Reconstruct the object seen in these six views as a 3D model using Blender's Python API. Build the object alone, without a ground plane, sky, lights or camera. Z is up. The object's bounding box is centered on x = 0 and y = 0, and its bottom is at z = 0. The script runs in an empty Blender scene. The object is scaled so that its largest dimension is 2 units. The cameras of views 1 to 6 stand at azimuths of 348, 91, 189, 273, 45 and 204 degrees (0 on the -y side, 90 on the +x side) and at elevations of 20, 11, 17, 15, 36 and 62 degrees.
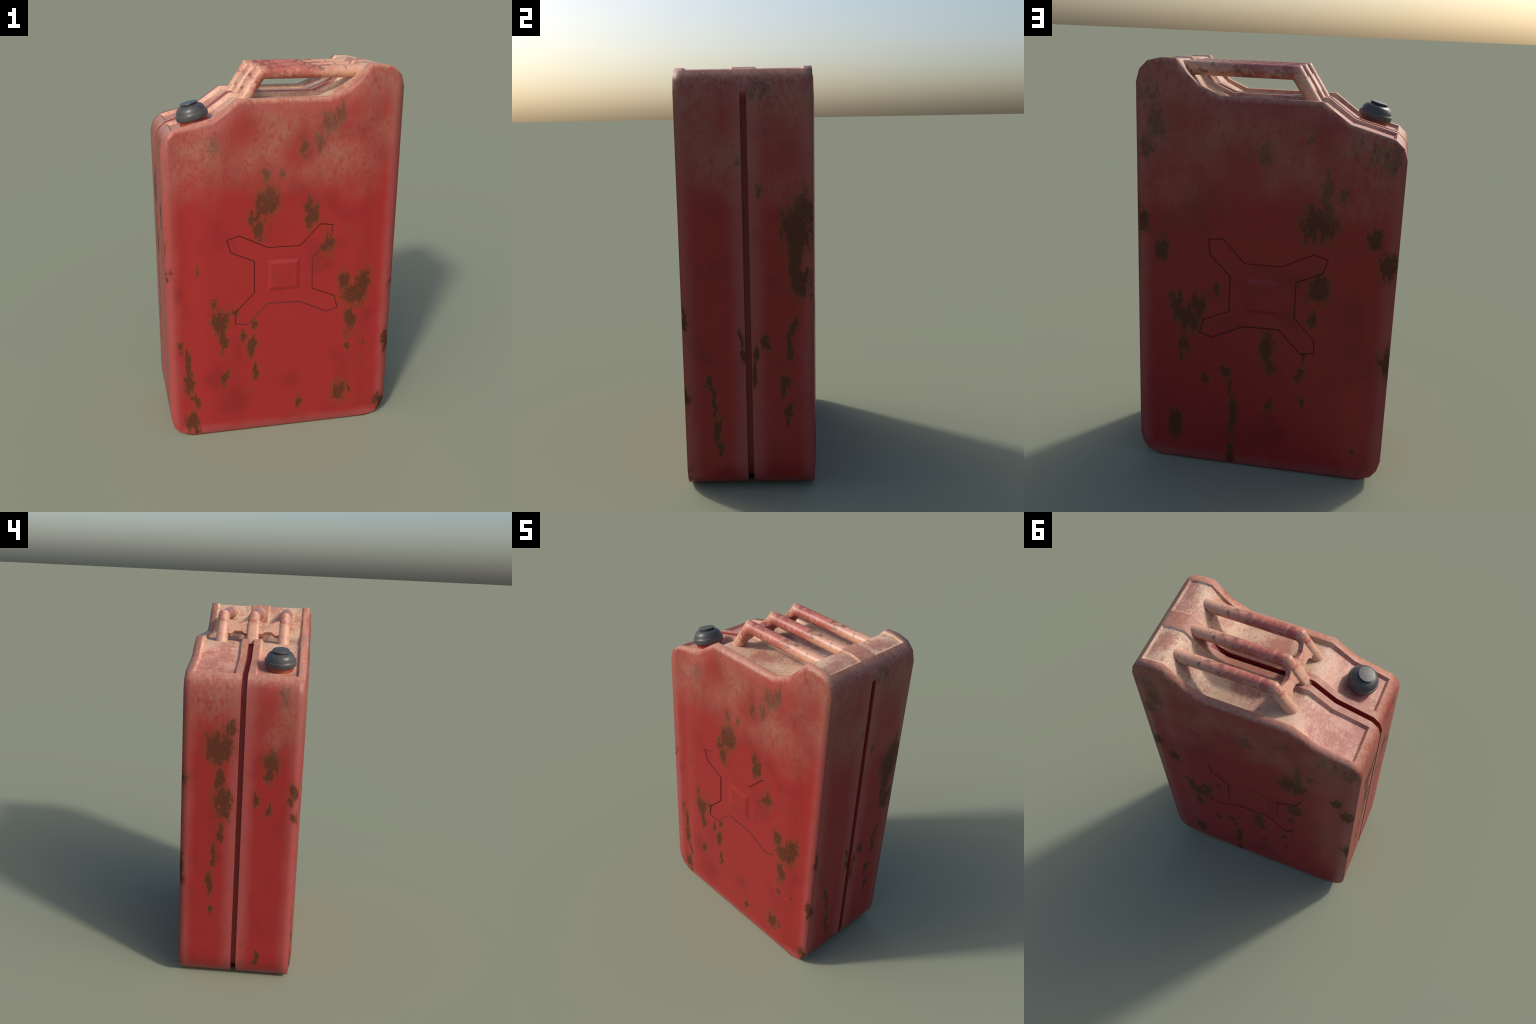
import bpy, bmesh, math
from mathutils import Vector, Matrix
from mathutils.geometry import delaunay_2d_cdt

# ------------------------------------------------------------------ sizes
HALF_DEPTH = 0.307          # y of the rim edge
PANEL_Y = 0.3225            # y of the two big side panels, which bulge a little beyond the rim
RIM_IN = 0.270              # inner edge of the raised rim
RIM_FOOT = 0.260            # where the rim wall meets the sunk panel
RIDGE_OUT = 0.050           # the ridge along the middle of the top
RIDGE_FOOT = 0.060
SEAM = 0.0145               # half width of the seam channel
SEAM_DEPTH = 0.036

# outline of the can seen from the side, counter-clockwise (x, z)
OUTLINE = [(-.505, 0), (.505, 0), (.573, .025), (.603, .064), (.617, .118),
           (.617, 1.889), (.602, 1.945), (.563, 1.985), (.502, 2.0), (.434, 2.0),
           (.374, 1.930), (.322, 1.884), (.230, 1.8445), (-.233, 1.845),
           (-.362, 1.754), (-.562, 1.700), (-.600, 1.664), (-.617, 1.611),
           (-.617, .118), (-.603, .064), (-.573, .025)]
RECESS_DEPTH = {7: .0, 8: .007, 9: .008, 10: .013, 11: .015, 12: .019, 13: .021, 14: .018, 15: .0}

# embossed cross on both panels
CROSS = [(-.304, 1.140), (-.234, 1.160), (-.082, 1.087), (.089, 1.087), (.197, 1.199), (.268, 1.190),
         (.262, 1.114), (.163, 1.012), (.164, .838), (.290, .785), (.310, .712), (.242, .691),
         (.090, .763), (-.083, .765), (-.190, .653), (-.264, .663), (-.256, .736), (-.159, .838),
         (-.159, 1.012), (-.281, 1.066)]
SQUARE = [(-.084, 1.012), (.091, 1.012), (.091, .840), (-.084, .840)]


def outward(a, b):
    d = Vector((b[0] - a[0], b[1] - a[1])).normalized()
    return Vector((d.y, -d.x))


# ------------------------------------------------------------------ stations round the outline
class Station:
    def __init__(self, p, miter, corner, recess=0.0):
        self.p, self.miter, self.corner, self.recess = Vector(p), miter, corner, recess
        self.in_recess = False
        self.seam = SEAM_DEPTH


def build_stations():
    n = len(OUTLINE)
    out = []
    for i in range(n):
        a, b, c = OUTLINE[i - 1], OUTLINE[i], OUTLINE[(i + 1) % n]
        n1, n2 = outward(a, b), outward(b, c)
        m = (n1 + n2) / (1 + n1.dot(n2))
        s = Station(b, m, i, RECESS_DEPTH.get(i, 0.0))
        out.append(s)
        L = (Vector(c) - Vector(b)).length
        d = (Vector(c) - Vector(b)) / L
        marks = []
        if i == 7:
            marks = [.012]
        elif i == 14:
            marks = [.05, .10, .15, L - .012]
        elif L > .4:
            marks = [.05, .09, .15, L - .15, L - .09, L - .05]
        elif L > .15:
            marks = [L / 2]
        for t in marks:
            q = Station(Vector(b) + d * t, n2, None)
            j = (i + 1) % n
            r0, r1 = RECESS_DEPTH.get(i, 0), RECESS_DEPTH.get(j, 0)
            q.recess = {7: .007}.get(i, .016 if i == 14 else r0 + (r1 - r0) * t / L)
            out.append(q)
    idx = {s.corner: k for k, s in enumerate(out) if s.corner is not None}
    for k in range(idx[7], idx[15] + 1):
        out[k].in_recess = True
    # the seam channel is closed between the top of the +x end and the slope behind the handle
    for k in range(idx[5], idx[11] + 1):
        out[k].seam = 0.0
    return out, idx


ST, IDX = build_stations()
NS = len(ST)
K_FIRST, K_LAST = IDX[7], IDX[15]


def offset_poly(poly, d):
    """move a clockwise or counter-clockwise polygon inwards by d"""
    area = sum(poly[i - 1][0] * poly[i][1] - poly[i][0] * poly[i - 1][1] for i in range(len(poly)))
    sgn = 1 if area > 0 else -1
    res = []
    for i in range(len(poly)):
        n1 = outward(poly[i - 1], poly[i]) * sgn
        n2 = outward(poly[i], poly[(i + 1) % len(poly)]) * sgn
        m = (n1 + n2) / (1 + n1.dot(n2))
        res.append((poly[i][0] - m.x * d, poly[i][1] - m.y * d))
    return res


# ------------------------------------------------------------------ body mesh
bm = bmesh.new()
group = bm.faces.layers.int.new("group")
OUTER, WALL, FLOOR, CHANNEL, STEP, CROSSFLOOR, PYRAMID = range(7)
cache = {}


def V(x, y, z):
    key = (round(x, 5), round(y, 5), round(z, 5))
    if key not in cache:
        cache[key] = bm.verts.new((x, y, z))
    return cache[key]


def P(k, y, depth=0.0):
    s = ST[k % NS]
    q = s.p - s.miter * depth
    return V(q.x, y, q.y)


def face(verts, g):
    u = []
    for v in verts:
        if v not in u:
            u.append(v)
    if len(u) < 3:
        return
    try:
        f = bm.faces.new(u)
    except ValueError:
        return
    f[group] = g
    f.smooth = True


for k in range(NS):
    a, b = k, k + 1
    sa, sb = ST[a], ST[b % NS]
    rec = sa.in_recess and sb.in_recess and K_FIRST <= k < K_LAST
    for s in (-1, 1):
        def strip(y0, d0a, d0b, y1, d1a, d1b, g):
            face([P(a, s * y0, d0a), P(b, s * y0, d0b), P(b, s * y1, d1b), P(a, s * y1, d1a)], g)
        strip(RIM_IN, 0, 0, HALF_DEPTH, 0, 0, OUTER)
        strip(SEAM, 0, 0, RIDGE_OUT, 0, 0, OUTER)
        if not rec:
            strip(RIDGE_OUT, 0, 0, RIM_IN, 0, 0, OUTER)
        else:
            da, db = sa.recess, sb.recess
            ya0, ya1 = (RIDGE_OUT, RIM_IN) if da == 0 else (RIDGE_FOOT, RIM_FOOT)
            yb0, yb1 = (RIDGE_OUT, RIM_IN) if db == 0 else (RIDGE_FOOT, RIM_FOOT)
            face([P(a, s * RIM_IN), P(b, s * RIM_IN), P(b, s * yb1, db), P(a, s * ya1, da)], WALL)
            face([P(a, s * RIDGE_OUT), P(b, s * RIDGE_OUT), P(b, s * yb0, db), P(a, s * ya0, da)], WALL)
            end = da == 0 or db == 0
            face([P(a, s * ya0, da), P(b, s * yb0, db), P(b, s * yb1, db), P(a, s * ya1, da)],
                 WALL if end else FLOOR)
        # channel wall
        face([P(a, s * SEAM), P(b, s * SEAM), P(b, s * SEAM, sb.seam), P(a, s * SEAM, sa.seam)], CHANNEL)
    open_seam = sa.seam > 0 or sb.seam > 0
    face([P(a, -SEAM, sa.seam), P(b, -SEAM, sb.seam), P(b, SEAM, sb.seam), P(a, SEAM, sa.seam)],
         CHANNEL if open_seam else OUTER)

outline_st = [(s.p.x, s.p.y) for s in ST]


def inner_ring(end, top, foot):
    """a ring inside the outline, with margins at the two ends, along the top and at the foot"""
    lim = .617 - end
    pts = []
    for s in ST:
        x, z = s.p.x, s.p.y
        if z < .15:
            z = max(z, foot)
        elif z > 1.6:
            q = s.p - s.miter * top
            x, z = q.x, q.y
            if s.p.x > .5:
                z = min(z, 2.0 - top)
        pts.append([max(-lim, min(lim, x)), z])
    for k in range(IDX[14], IDX[18]):               # keep the shoulder columns in order
        pts[k][1] = min(pts[k][1], pts[k - 1][1])
    for k in range(IDX[11], IDX[4], -1):
        if min(pts[k][0], pts[k + 1][0]) > lim - 1e-6:
            pts[k][1] = min(pts[k][1], pts[k + 1][1])
    return [tuple(p) for p in pts]


def panel_y(x, rise):
    """half depth of the panel: low along both ends, swelling to PANEL_Y in the middle"""
    t = max(0.0, min(1.0, (.507 - abs(x)) / .085))
    t = t * t * (3 - 2 * t)
    return LOW_Y + (PANEL_Y - LOW_Y) * min(t, rise)


LOW_Y = .3065
RINGS = [(inner_ring(.045, .030, .012), .40), (inner_ring(.110, .045, .024), .70),
         (inner_ring(.150, .062, .036), .90), (inner_ring(.195, .080, .050), 1.0), (inner_ring(.240, .110, .095), 1.0)]
flat_st = RINGS[-1][0]
cross_in = offset_poly(CROSS, .0060)
square_in = offset_poly(SQUARE, .020)
STEP_DEPTH, PYR = .0035, .0065


def inside(p, poly):
    hit = False
    for i in range(len(poly)):
        (x0, z0), (x1, z1) = poly[i - 1], poly[i]
        if (z0 > p[1]) != (z1 > p[1]) and p[0] < x0 + (p[1] - z0) / (z1 - z0) * (x1 - x0):
            hit = not hit
    return hit


def fill(outer, hole, y, g):
    """triangulate a flat polygon, with or without a hole"""
    pts, edges = [], []
    for poly in (outer, hole or []):
        poly = [p for i, p in enumerate(poly) if (Vector(p) - Vector(poly[i - 1])).length > 1e-4]
        n0, n = len(pts), len(poly)
        pts += [Vector(p) for p in poly]
        edges += [(n0 + i, n0 + (i + 1) % n) for i in range(n)]
    vs, _, fs, *_ = delaunay_2d_cdt(pts, edges, [], 0, 1e-6)
    for f in fs:
        a, b, c = (vs[i] for i in f)
        m = (a + b + c) / 3
        if abs((b - a).cross(c - a)) < 1e-9 or not inside(m, outer) or (hole and inside(m, hole)):
            continue
        face([V(vs[i].x, y, vs[i].y) for i in f], g)


def ring(p0, y0, p1, y1, g):
    n = len(p0)
    h0 = y0 if callable(y0) else (lambda p: y0)
    h1 = y1 if callable(y1) else (lambda p: y1)
    for i in range(n):
        j = (i + 1) % n
        face([V(p0[i][0], h0(p0[i]), p0[i][1]), V(p0[j][0], h0(p0[j]), p0[j][1]),
              V(p1[j][0], h1(p1[j]), p1[j][1]), V(p1[i][0], h1(p1[i]), p1[i][1])], g)


for s in (-1, 1):
    yo, yi, yt = s * PANEL_Y, s * (PANEL_Y - STEP_DEPTH), s * (PANEL_Y - STEP_DEPTH + PYR)
    below, height = outline_st, lambda p: s * HALF_DEPTH
    for pts, rise in RINGS:
        nxt = lambda p, r=rise: s * panel_y(p[0], r)
        ring(below, height, pts, nxt, OUTER)
        below, height = pts, nxt
    fill(flat_st, CROSS, yo, OUTER)
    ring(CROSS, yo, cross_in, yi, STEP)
    fill(cross_in, SQUARE, yi, CROSSFLOOR)
    ring(SQUARE, yi, square_in, yt, PYRAMID)
    fill(square_in, None, yt, CROSSFLOOR)

bmesh.ops.recalc_face_normals(bm, faces=bm.faces[:])
for e in bm.edges:
    gs = {f[group] for f in e.link_faces}
    if len(gs) > 1:
        e.smooth = False
    if gs in ({PYRAMID}, {STEP}, {WALL}, {CHANNEL}) and e.calc_face_angle(0) > math.radians(25):
        e.smooth = False


# ------------------------------------------------------------------ scene helpers
def link(name, mesh, parent=None, mats=()):
    ob = bpy.data.objects.new(name, mesh)
    bpy.context.scene.collection.objects.link(ob)
    for m in mats:
        mesh.materials.append(m)
    if parent:
        ob.parent = parent
    return ob


def part_of_body(name, keep, mats, parent, pick=None, second=()):
    """copy the faces of the given groups (and side of the can) into an object of their own"""
    b = bm.copy()
    lay = b.faces.layers.int["group"]
    kill = [f for f in b.faces if f[lay] not in keep or (pick and not pick(f))]
    bmesh.ops.delete(b, geom=kill, context='FACES')
    for f in b.faces:
        f.material_index = 1 if f[lay] in second else 0
    me = bpy.data.meshes.new(name)
    b.to_mesh(me)
    b.free()
    return link(name, me, parent, mats)


# ------------------------------------------------------------------ node helpers
class Graph:
    def __init__(self, name):
        self.mat = bpy.data.materials.new(name)
        self.mat.use_nodes = True
        self.t = self.mat.node_tree
        self.t.nodes.clear()

    def n(self, kind, **props):
        nd = self.t.nodes.new(kind)
        for k, v in props.items():
            setattr(nd, k, v)
        return nd

    def put(self, socket, val):
        if hasattr(val, "is_linked") or hasattr(val, "links"):
            self.t.links.new(val, socket)
        elif val is not None:
            if isinstance(val, (tuple, list)) and len(val) == 3 and socket.type == 'RGBA':
                val = (*val, 1)
            socket.default_value = val

    def math(self, op, a, b=None, c=None, clamp=False):
        nd = self.n('ShaderNodeMath', operation=op, use_clamp=clamp)
        for i, v in enumerate((a, b, c)):
            if v is not None:
                self.put(nd.inputs[i], v)
        return nd.outputs[0]

    def vec(self, op, a, b=None, c=None):
        nd = self.n('ShaderNodeVectorMath', operation=op)
        for i, v in enumerate((a, b, c)):
            if v is not None:
                self.put(nd.inputs[i], v)
        return nd.outputs['Value'] if op in ('LENGTH', 'DISTANCE', 'DOT_PRODUCT') else nd.outputs[0]

    def noise(self, vec, scale, detail=3, rough=.55, out='Fac'):
        nd = self.n('ShaderNodeTexNoise')
        self.put(nd.inputs['Vector'], vec)
        nd.inputs['Scale'].default_value = scale
        nd.inputs['Detail'].default_value = detail
        nd.inputs['Roughness'].default_value = rough
        return nd.outputs[out]

    def step(self, v, lo, hi, a=0.0, b=1.0):
        nd = self.n('ShaderNodeMapRange', interpolation_type='SMOOTHSTEP')
        self.put(nd.inputs[0], v)
        for i, q in enumerate((lo, hi, a, b)):
            self.put(nd.inputs[i + 1], q)
        return nd.outputs[0]

    def mix(self, f, a, b):
        nd = self.n('ShaderNodeMix', data_type='RGBA')
        self.put(nd.inputs[0], f)
        self.put(nd.inputs[6], a)
        self.put(nd.inputs[7], b)
        return nd.outputs[2]

    def scaled(self, vec, s):
        return self.vec('MULTIPLY', vec, s)

    def finish(self, colour, rough, height=None, bump=.1, dist=.004, spec=.5, metal=0.0):
        p = self.n('ShaderNodeBsdfPrincipled')
        self.put(p.inputs['Base Color'], colour)
        self.put(p.inputs['Roughness'], rough)
        p.inputs['Specular IOR Level'].default_value = spec
        p.inputs['Metallic'].default_value = metal
        if height is not None:
            bp = self.n('ShaderNodeBump')
            bp.inputs['Strength'].default_value = bump
            bp.inputs['Distance'].default_value = dist
            self.put(bp.inputs['Height'], height)
            self.t.links.new(bp.outputs[0], p.inputs['Normal'])
        o = self.n('ShaderNodeOutputMaterial')
        self.t.links.new(p.outputs[0], o.inputs['Surface'])
        return self.mat


# colours (linear)
RED = (.262, .0195, .0188)
RED_DARK = (.200, .0160, .0155)
PALE_RED = (.300, .070, .066)
RUST_DARK = (.080, .0200, .0075)
RUST_EDGE = (.140, .038, .012)
DUST = (.290, .120, .084)
CREAM = (.640, .440, .300)
OLIVE = (.120, .082, .045)

# ------------------------------------------------------------------ rust stains: (across, height, half width, half height)
RUST_FRONT = [(.24, 1.08, .035, .045), (.34, .86, .032, .047), (.45, .85, .037, .056), (.40, .78, .060, .060),
              (.38, .64, .028, .078), (-.34, .68, .043, .056), (-.37, .78, .013, .027), (-.32, .57, .018, .057),
              (-.26, .74, .014, .035), (-.17, .53, .025, .048), (-.16, .64, .014, .028), (-.55, .56, .015, .024),
              (-.52, .45, .014, .068), (-.51, .32, .020, .059), (-.48, .22, .018, .040), (-.32, .35, .022, .030),
              (-.15, .38, .016, .040), (.33, .19, .034, .058), (.39, .20, .012, .020), (.10, .15, .013, .036),
              (-.50, .08, .030, .050), (.60, .47, .015, .051), (.58, .09, .025, .040), (-.46, .98, .010, .017),
              (.47, .47, .012, .016), (.37, .48, .013, .022), (-.22, .58, .010, .026),
              (.29, 1.77, .017, .051), (.23, 1.71, .037, .048), (.18, 1.62, .021, .050),
              (.10, 1.61, .020, .040), (-.36, 1.62, .018, .035), (-.09, 1.47, .019, .039), (-.09, 1.34, .054, .074),
              (-.16, 1.25, .027, .027), (-.13, 1.18, .022, .052), (.15, 1.24, .036, .050), (.13, 1.30, .017, .027),
              (-.01, 1.48, .015, .018)]
RUST_BACK = [(-.27, .99, .043, .070), (-.24, .83, .022, .037), (.42, .86, .032, .039), (.31, .86, .037, .048),
             (.37, .79, .056, .059), (.38, .64, .024, .060), (-.03, .67, .031, .065), (-.05, .57, .018, .049),
             (.59, 1.24, .027, .046), (.50, 1.12, .027, .055), (-.51, 1.25, .029, .043), (-.58, 1.13, .036, .053),
             (.17, .52, .019, .030), (.15, .42, .009, .061), (.13, .29, .017, .095),
             (.43, .20, .030, .070), (-.05, .35, .018, .028), (-.20, .55, .019, .040), (-.21, .65, .013, .025),
             (-.21, .40, .013, .030), (.27, .48, .021, .020), (.22, .95, .011, .017), (-.47, .15, .012, .024),
             (.14, .06, .017, .040), (.56, 1.84, .040, .045), (.52, 1.70, .040, .064), (.57, 1.60, .028, .048),
             (.01, 1.61, .022, .041), (-.20, 1.71, .013, .020), (-.40, 1.67, .020, .034), (-.48, 1.63, .027, .040),
             (-.55, 1.61, .034, .052), (-.28, 1.45, .024, .072), (-.25, 1.30, .070, .075), (-.35, 1.45, .016, .034)]
RUST_RIGHT = [(.08, 1.90, .050, .038), (-.03, 1.60, .014, .025), (.06, 1.45, .012, .030), (.26, 1.38, .040, .060),
              (.23, 1.27, .058, .110), (.22, 1.12, .030, .090), (.24, 1.02, .040, .055),
              (.21, .81, .021, .037), (.19, .71, .014, .060), (.17, .54, .017, .045), (.19, .39, .014, .032),
              (.09, .75, .017, .031), (.03, .70, .016, .031), (.03, .60, .010, .050), (-.03, .78, .012, .030),
              (-.03, .69, .013, .036), (-.19, .55, .014, .026), (-.17, .45, .011, .060), (-.155, .31, .018, .060),
              (-.14, .21, .016, .033), (-.29, .48, .018, .032), (-.29, .87, .011, .055)]
RUST_LEFT = [(.06, 1.42, .031, .032), (.11, 1.32, .062, .070), (-.21, 1.60, .020, .036), (.11, 1.15, .023, .045),
             (.09, 1.05, .043, .055), (.08, .97, .026, .040), (.10, .85, .013, .035), (.13, .72, .013, .054),
             (.15, .56, .015, .055), (.13, .40, .015, .023), (-.16, 1.26, .036, .050), (-.15, 1.19, .018, .040),
             (-.09, 1.06, .011, .036), (-.28, 1.11, .020, .038), (-.26, 1.06, .018, .017), (-.16, .99, .014, .030),
             (-.29, .96, .013, .028), (.30, .64, .014, .070), (-.12, .12, .011, .036)]


def stain_field(g, vec):
    """distance to the nearest stain, 1 at its border"""
    spots = [(x, -HALF_DEPTH, z, rx * 1.08, .05, rz * 1.08) for x, z, rx, rz in RUST_FRONT]
    spots += [(x, HALF_DEPTH, z, rx * 1.08, .05, rz * 1.08) for x, z, rx, rz in RUST_BACK]
    spots += [(.617, y, z, .045, ry * 1.08, rz * 1.08) for y, z, ry, rz in RUST_RIGHT]
    spots += [(-.617, y, z, .045, ry * 1.08, rz * 1.08) for y, z, ry, rz in RUST_LEFT]
    f = None
    for x, y, z, rx, ry, rz in spots:
        q = g.vec('MULTIPLY_ADD', vec, (1 / rx, 1 / ry, 1 / rz), (-x / rx, -y / ry, -z / rz))
        d = g.vec('LENGTH', q)
        f = d if f is None else g.math('MINIMUM', f, d)
    return f


def paint_material():
    g = Graph("worn_red_paint")
    co = g.n('ShaderNodeTexCoord').outputs['Object']
    sep = g.n('ShaderNodeSeparateXYZ')
    g.put(sep.inputs[0], co)
    x, y, z = sep.outputs
    ax, ay = g.math('ABSOLUTE', x), g.math('ABSOLUTE', y)
    streak = g.scaled(co, (1, 1, .35))
    fine = g.noise(co, 70, 4, .65)
    mid = g.noise(streak, 22, 4, .6)
    big = g.noise(co, 3.1, 3, .5)

    # base red with faint cloudy variation
    col = g.mix(g.step(g.noise(co, 5, 2), .50, .78), RED, RED_DARK)

    # rubbed, paler paint along the edges of the shell
    e_side = g.math('MAXIMUM', g.math('SUBTRACT', .617, ax), g.math('SUBTRACT', HALF_DEPTH, ay))
    e_seam = g.math('MAXIMUM', g.math('SUBTRACT', .617, ax), g.math('SUBTRACT', ay, SEAM))
    e_base = g.math('MAXIMUM', z, g.math('MINIMUM', g.math('SUBTRACT', HALF_DEPTH, ay),
                                         g.math('SUBTRACT', .617, ax)))
    edge = g.math('MINIMUM', g.math('MINIMUM', e_side, e_seam), e_base)
    edge = g.math('ADD', edge, g.math('MULTIPLY', g.math('SUBTRACT', g.noise(co, 9, 3), .5), .05))
    wear = g.step(edge, .085, .005)
    col = g.mix(g.math('MULTIPLY', wear, .75), col, PALE_RED)

    # rust: placed stains with ragged borders, plus small flecks
    w1 = g.vec('SUBTRACT', g.noise(co, 16, 3, .6, 'Color'), (.5, .5, .5))
    w2 = g.vec('SUBTRACT', g.noise(co, 60, 3, .6, 'Color'), (.5, .5, .5))
    warped = g.vec('ADD', g.vec('MULTIPLY_ADD', w1, (.070, .0, .12), co), g.vec('MULTIPLY', w2, (.025, .0, .03)))
    warped = g.vec('MULTIPLY_ADD', w1, (.0, .07, .0), warped)
    drip = g.math('SUBTRACT', g.noise(g.scaled(co, (1, 1, .10)), 38, 5, .7), .5)
    comb = g.n('ShaderNodeCombineXYZ')
    g.put(comb.inputs[2], g.math('MULTIPLY', drip, .15))
    warped = g.vec('ADD', warped, comb.outputs[0])
    f = stain_field(g, warped)
    fleck_n = g.noise(g.scaled(co, (1, 1, .6)), 17, 5, .62)
    fleck_zone = g.step(g.noise(co, 4.3, 2), .40, .62)
    fleck = g.math('MULTIPLY', g.step(fleck_n, .60, .70), fleck_zone)
    speck_edge = g.math('MULTIPLY', g.step(g.noise(co, 85, 3, .7), .60, .68), g.math('MULTIPLY', wear, g.step(g.noise(co, 7, 2), .45, .6)))
    rag = g.noise(g.scaled(co, (1, 1, .5)), 42, 7, .80)
    inside = g.math('MULTIPLY_ADD', g.math('SUBTRACT', rag, .5), 3.2, g.math('SUBTRACT', 1.20, f))
    halo = g.math('MAXIMUM', g.step(inside, -.55, .20), g.math('MULTIPLY', fleck, .8))
    core = g.step(inside, .12, .34)
    col = g.mix(g.math('MULTIPLY', halo, .62), col, RUST_EDGE)
    col = g.mix(g.math('MULTIPLY', speck_edge, .7), col, RUST_DARK)
    col = g.mix(g.math('MULTIPLY', core, .96), col, RUST_DARK)

    # pale dust lying on the upper third, washed down in streaks, with red showing through
    zz = g.math('ADD', z, g.math('MULTIPLY', g.math('SUBTRACT', g.noise(co, 2.3, 3, .55), .5), .70))
    zz = g.math('ADD', zz, g.math('MULTIPLY', g.math('SUBTRACT', mid, .5), .12))
    dust = g.step(zz, 1.27, 1.70)
    mott = g.noise(g.scaled(co, (1, 1, .55)), 45, 7, .78)
    gap = g.step(g.math('ADD', big, g.math('MULTIPLY', g.math('SUBTRACT', mott, .5), 1.1)), .46, .64)
    gap = g.math('MULTIPLY', gap, g.step(z, 1.98, 1.75))
    dust = g.math('MULTIPLY', dust, g.math('SUBTRACT', 1.0, g.math('MULTIPLY', gap, .75)))
    dust = g.math('MULTIPLY', dust, g.step(mott, .38, .60, .30, .92))
    col = g.mix(dust, col, g.mix(g.step(g.noise(co, 6, 3), .40, .66), DUST, (.245, .092, .062)))
    # dust settles thicker on what faces up: rim, middle ridge, strap
    nz = g.n('ShaderNodeSeparateXYZ')
    g.put(nz.inputs[0], g.n('ShaderNodeNewGeometry').outputs['Normal'])
    settled = g.step(g.math('ADD', nz.outputs[2], g.math('MULTIPLY', g.math('SUBTRACT', mott, .5), .5)), .30, .85)
    col = g.mix(g.math('MULTIPLY', settled, g.step(mott, .36, .62, .45, .80)), col, (.50, .255, .180))

    rough = g.math('ADD', .33, g.math('MULTIPLY', g.math('MAXIMUM', dust, core), .22))
    h = g.math('ADD', g.math('MULTIPLY', fine, g.math('ADD', g.math('MULTIPLY', dust, .6), .1)),
               g.math('MULTIPLY', core, -.5))
    return g.finish(col, rough, h, .25, .003, spec=.27)


def top_panel_material():
    """sunk top panels: sun-bleached cream with red scuffs left over"""
    g = Graph("bleached_dusty_paint")
    co = g.n('ShaderNodeTexCoord').outputs['Object']
    fine = g.noise(co, 85, 7, .78)
    blot = g.noise(co, 7, 4, .6)
    scratch = g.noise(g.scaled(co, (1, .5, 1)), 50, 6, .75)
    pos = g.vec('MULTIPLY_ADD', g.vec('SUBTRACT', g.noise(co, 12, 3, .6, 'Color'), (.5, .5, .5)), (.12, .12, .12), co)
    patch = None
    for cx, cy, rx, ry in [(-.36, .18, .10, .11), (-.50, .10, .08, .12), (.06, .12, .10, .05), (-.10, .10, .10, .05),
                           (.0, -.15, .14, .05), (-.46, -.12, .10, .10), (.50, .12, .05, .06), (.53, -.22, .04, .06)]:
        q = g.vec('MULTIPLY_ADD', pos, (1 / rx, 1 / ry, 0), (-cx / rx, -cy / ry, 0))
        d = g.vec('LENGTH', q)
        patch = d if patch is None else g.math('MINIMUM', patch, d)
    amount = g.math('ADD', g.step(patch, 1.5, .2, 0, .11), g.step(blot, .30, .70, 0, .20))
    red_mask = g.step(g.math('ADD', g.math('MULTIPLY', fine, .6), g.math('ADD', g.math('MULTIPLY', scratch, .4), amount)), .55, .76)
    col = g.mix(g.step(g.noise(co, 5, 2), .35, .7), CREAM, (.54, .335, .220))
    # the low end, towards the cap, is tinted pinker
    sep = g.n('ShaderNodeSeparateXYZ')
    g.put(sep.inputs[0], co)
    low = g.step(sep.outputs[0], -.18, -.32)
    col = g.mix(g.math('MULTIPLY', low, .60), col, (.60, .270, .205))
    col = g.mix(g.math('MULTIPLY', red_mask, .72), col, (.34, .090, .072))
    grime = g.math('MULTIPLY', g.step(g.noise(co, 24, 6, .75), .50, .66), g.step(g.noise(co, 6.5, 3), .42, .62))
    col = g.mix(g.math('MULTIPLY', grime, .45), col, (.27, .150, .090))
    lines = g.math('ABSOLUTE', g.math('SUBTRACT', g.noise(g.scaled(co, (1, .35, 1)), 20, 3, .6), .5))
    lines = g.math('MULTIPLY', g.step(lines, .012, .003), g.step(fine, .42, .56))
    col = g.mix(g.math('MULTIPLY', lines, .55), col, (.24, .070, .055))
    speck = g.step(g.noise(co, 90, 3, .6), .66, .72)
    col = g.mix(g.math('MULTIPLY', speck, .5), col, OLIVE)
    return g.finish(col, .55, fine, .2, .003)


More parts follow.
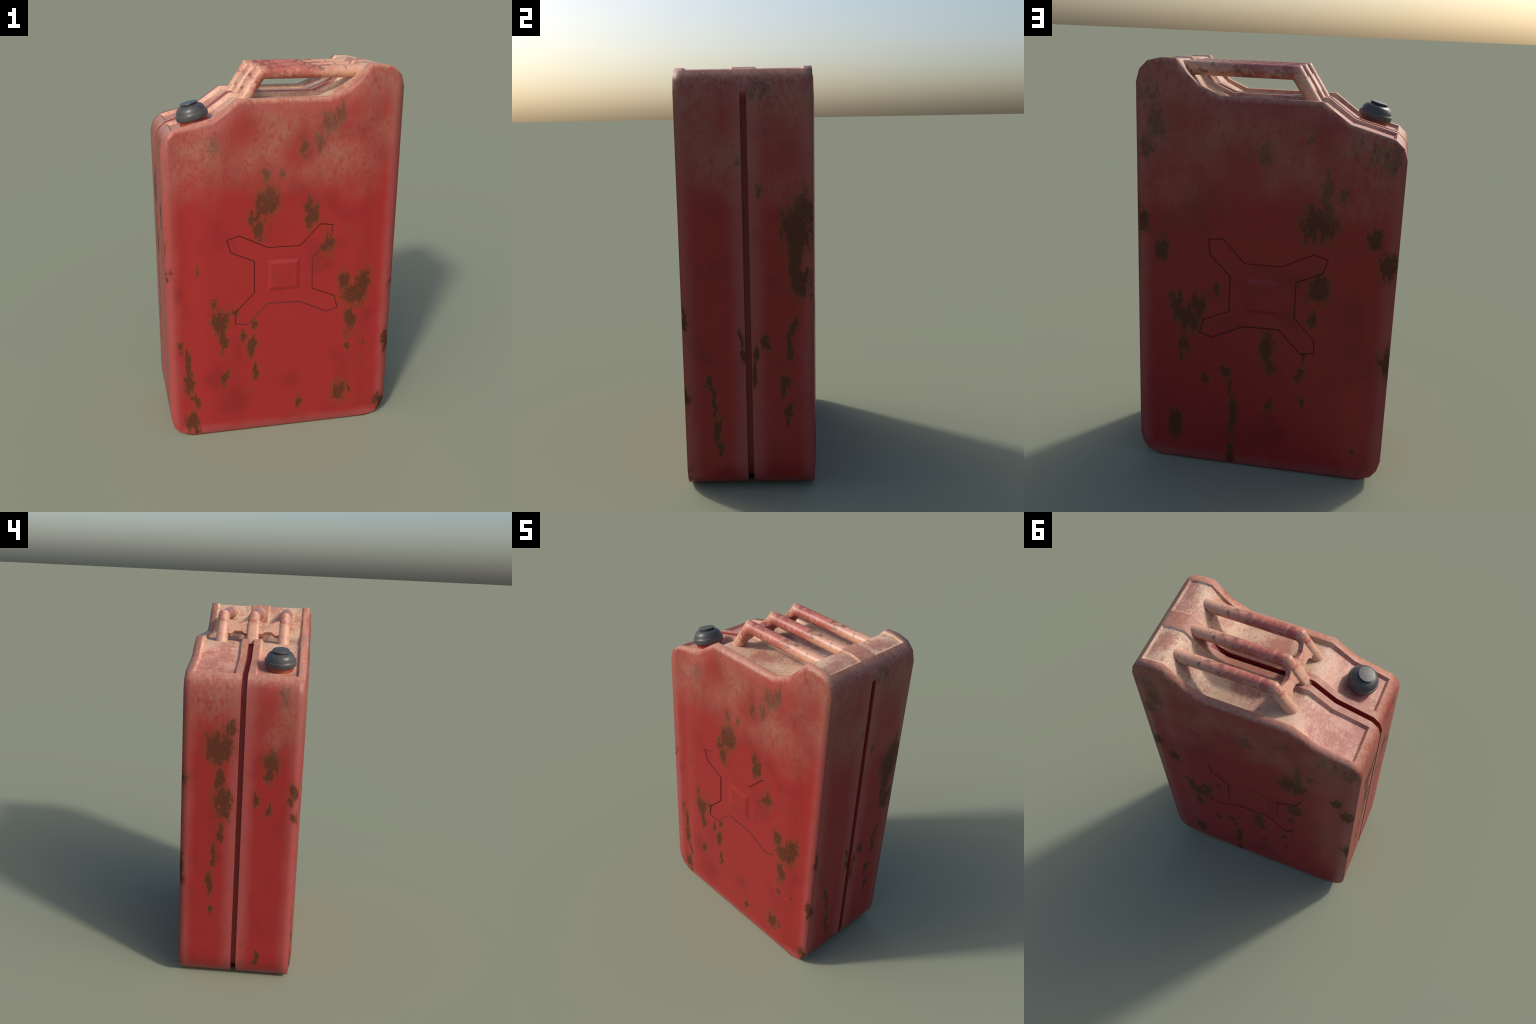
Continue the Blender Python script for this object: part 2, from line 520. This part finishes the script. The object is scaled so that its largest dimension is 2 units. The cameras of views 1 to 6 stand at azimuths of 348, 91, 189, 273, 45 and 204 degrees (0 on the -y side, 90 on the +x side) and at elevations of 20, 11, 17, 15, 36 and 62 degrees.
def handle_material():
    g = Graph("worn_handle_paint")
    co = g.n('ShaderNodeTexCoord').outputs['Object']
    sep = g.n('ShaderNodeSeparateXYZ')
    g.put(sep.inputs[0], co)
    x, y, z = sep.outputs
    fine = g.noise(co, 55, 4, .7)
    blot = g.noise(co, 11, 4, .6)
    # red in the middle of the bars, bleached to the right end and on the legs
    xx = g.math('ADD', x, g.math('MULTIPLY', g.math('SUBTRACT', blot, .5), .35))
    xx = g.math('ADD', xx, g.math('MULTIPLY', g.math('SUBTRACT', fine, .5), .25))
    pale = g.math('MAXIMUM', g.step(xx, .17, .33), g.step(xx, -.07, -.15))
    base = g.mix(g.step(blot, .40, .65), (.40, .115, .088), (.34, .070, .055))
    col = g.mix(g.math('MULTIPLY', pale, .85), base, (.58, .325, .220))
    scuff = g.step(g.math('ADD', g.math('MULTIPLY', fine, .6), g.math('MULTIPLY', blot, .4)), .56, .68)
    col = g.mix(g.math('MULTIPLY', scuff, .50), col, (.31, .075, .058))
    tan = g.step(g.noise(g.scaled(co, (1, .6, 1)), 26, 6, .75), .47, .60)
    col = g.mix(g.math('MULTIPLY', tan, .50), col, (.54, .300, .205))
    green = g.step(g.math('ADD', g.noise(co, 30, 5, .65), g.math('MULTIPLY', g.noise(co, 8, 2), .25)), .68, .74)
    col = g.mix(g.math('MULTIPLY', green, g.step(x, -.10, .0, .30, .70)), col, (.10, .062, .035))
    return g.finish(col, .42, fine, .15, .002)


def simple_material(name, c1, c2, scale, rough, spec=.5, metal=0.0, bump=.1):
    g = Graph(name)
    co = g.n('ShaderNodeTexCoord').outputs['Object']
    n = g.noise(co, scale, 4, .6)
    return g.finish(g.mix(g.step(n, .35, .68), c1, c2), rough, n, bump, .003, spec, metal)


M_PAINT = paint_material()
M_TOP = top_panel_material()
M_HANDLE = handle_material()
M_SEAM = simple_material("seam_red_paint", (.300, .030, .028), (.260, .036, .030), 14, .55)  # base lightened to offset the occlusion shadow inside the channel
M_STEP = simple_material("shade_darkened_red_paint", (.090, .009, .009), (.075, .010, .008), 30, .7, .2)  # red darkened to draw the shadow line along the cross outline
M_NECK = simple_material("bare_red_primer", (.30, .075, .040), (.235, .020, .018), 9, .45)
M_CAP = simple_material("grey_rubber", (.050, .052, .054), (.066, .068, .070), 18, .38, .5, 0, .15)

# ------------------------------------------------------------------ objects
root = bpy.data.objects.new("jerry_can", None)
bpy.context.scene.collection.objects.link(root)
root["label"] = "worn red metal fuel can with rust stains and triple handle"
root["category"] = "jerry can"

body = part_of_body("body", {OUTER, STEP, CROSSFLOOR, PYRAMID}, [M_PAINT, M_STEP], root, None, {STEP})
for sgn in (-1, 1):
    part_of_body("recessed_panel", {WALL, FLOOR}, [M_TOP], root,
                 lambda f, s=sgn: f.calc_center_median().y * s > 0)
part_of_body("seam_channel", {CHANNEL}, [M_SEAM], root)

# --- handle: three bent bars and two wavy braces
handle = bpy.data.objects.new("handle", None)
bpy.context.scene.collection.objects.link(handle)
handle.parent = root

ELBOW = Vector((-.094, 0, 1.957))
LEG = Vector((-.553, 0, -.833)).normalized()
BAR = Vector((1, 0, 0))
MITER = (BAR + LEG).normalized()         # lies in the plane of the mitred joint
SIDES = 16


def bar_mesh(name, square_leg):
    b = bmesh.new()

    def ring_at(c, up, power, w):
        vs = []
        for i in range(SIDES):
            t = 2 * math.pi * (i + .5) / SIDES
            cy, cu = math.cos(t), math.sin(t)
            e = 2 / power
            yy = math.copysign(abs(cy) ** e, cy) * w
            uu = math.copysign(abs(cu) ** e, cu)
            vs.append(b.verts.new(c + Vector((0, yy, 0)) + up * uu))
        return vs
    up_bar = Vector((0, 0, 1)) * .033
    up_leg = Vector((LEG.z, 0, -LEG.x)).normalized()
    if up_leg.z < 0:
        up_leg = -up_leg
    up_leg *= .032
    half = math.acos(BAR.dot(LEG)) / 2
    up_m = -MITER / math.sin(half) * .033
    if up_m.z < 0:
        up_m = -up_m
    pw = 4.5 if square_leg else 2
    w = .0335
    rings = [ring_at(Vector((.447, 0, ELBOW.z)), up_bar, 2, w),
             ring_at(ELBOW + BAR * .008, up_m, 2, w),
             ring_at(ELBOW, up_m, 2, w),
             ring_at(ELBOW + LEG * .008, up_m, 2, w),
             ring_at(ELBOW + LEG * .034, up_leg, (2 + pw) / 2, w),
             ring_at(ELBOW + LEG * .060, up_leg, pw, w),
             ring_at(ELBOW + LEG * .185, up_leg, pw, w)]
    for r0, r1 in zip(rings, rings[1:]):
        for i in range(SIDES):
            f = b.faces.new((r0[i], r0[(i + 1) % SIDES], r1[(i + 1) % SIDES], r1[i]))
            f.smooth = True
    b.faces.new(rings[0])
    b.faces.new(rings[-1][::-1])
    bmesh.ops.recalc_face_normals(b, faces=b.faces[:])
    for e in b.edges:
        if e.calc_face_angle(0) > math.radians(60):
            e.smooth = False
    me = bpy.data.meshes.new(name)
    b.to_mesh(me)
    b.free()
    me.materials.append(M_HANDLE)
    return me


outer_bar = bar_mesh("handle_bar", False)
middle_bar = bar_mesh("handle_bar_square", True)
for yy, me in ((-.171, outer_bar), (0, middle_bar), (.171, outer_bar)):
    o = link("handle_bar", me, handle)
    o.location.y = yy

BRACE_TOP = [(.018, 1.944), (.034, 1.942), (.050, 1.935), (.066, 1.931), (.084, 1.930), (.102, 1.932), (.120, 1.937), (.136, 1.944), (.158, 1.950)]
BRACE_LOW = [(.158, 1.870), (.142, 1.870), (.122, 1.868), (.102, 1.883), (.066, 1.883), (.047, 1.872), (.018, 1.871)]


def brace_mesh(sgn):
    b = bmesh.new()
    nrm = Vector((LEG.z, 0, -LEG.x)).normalized()      # away from the bars, up and out
    fr, bk = [], []
    for yy, zz in BRACE_TOP + BRACE_LOW:
        c = ELBOW + LEG * ((ELBOW.z - zz + .0105) / -LEG.z)
        c.y = yy * sgn
        fr.append(b.verts.new(c + nrm * .019))
        bk.append(b.verts.new(c - nrm * .015))
    n = len(fr)
    b.faces.new(fr)
    b.faces.new(bk[::-1])
    for i in range(n):
        b.faces.new((fr[i], bk[i], bk[(i + 1) % n], fr[(i + 1) % n]))
    bmesh.ops.recalc_face_normals(b, faces=b.faces[:])
    rim = [e for e in b.edges if e.calc_face_angle(0) > math.radians(80)]
    bmesh.ops.bevel(b, geom=rim, offset=.002, segments=2, affect='EDGES', profile=.5)
    me = bpy.data.meshes.new("handle_brace")
    b.to_mesh(me)
    b.free()
    me.materials.append(M_HANDLE)
    return me


for sgn in (-1, 1):
    link("handle_brace", brace_mesh(sgn), handle)

# --- filler neck and cap, standing square on the sloping shoulder
AXIS = Vector((-.258, 0, .966)).normalized()
FOOT = Vector((-.4325, -.170, 1.7185))
TURN = Vector((0, 0, 1)).rotation_difference(AXIS).to_matrix().to_4x4()


def lathe(name, prof, mat, parent, sides=24, sharp=40):
    b = bmesh.new()
    rings = []
    for r, h in prof:
        if r == 0:
            rings.append([b.verts.new((0, 0, h))])
        else:
            rings.append([b.verts.new((r * math.cos(2 * math.pi * i / sides), r * math.sin(2 * math.pi * i / sides), h))
                          for i in range(sides)])
    for r0, r1 in zip(rings, rings[1:]):
        for i in range(sides):
            j = (i + 1) % sides
            q = [r0[i % len(r0)], r0[j % len(r0)], r1[j % len(r1)], r1[i % len(r1)]]
            u = []
            for v in q:
                if v not in u:
                    u.append(v)
            b.faces.new(u).smooth = True
    bmesh.ops.recalc_face_normals(b, faces=b.faces[:])
    for e in b.edges:
        if e.calc_face_angle(0) > math.radians(sharp):
            e.smooth = False
    me = bpy.data.meshes.new(name)
    b.to_mesh(me)
    b.free()
    o = link(name, me, parent, [mat])
    return o


neck = lathe("filler_neck", [(0, -.02), (.071, -.02), (.071, .03), (0, .03)], M_NECK, root)
cap = lathe("cap", [(0, .024), (.0785, .024), (.0820, .026), (.083, .029), (.0835, .048), (.0828, .0515), (.0805, .0535), (.0772, .0535),
                    (.0760, .055), (.0752, .061), (.0730, .069), (.0690, .077), (.0625, .0845), (.0540, .0900), (.041, .0925), (0, .0925)], M_CAP, root, 24)
knob = lathe("cap_knob", [(0, .088), (.039, .088), (.0400, .0940), (.043, .0975), (.0450, .0995), (.0450, .1025), (.0438, .1045), (.030, .1055), (0, .1060)],
             M_CAP, cap, 24)
for o in (neck, cap):
    o.matrix_world = Matrix.Translation(FOOT) @ TURN
bm.free()
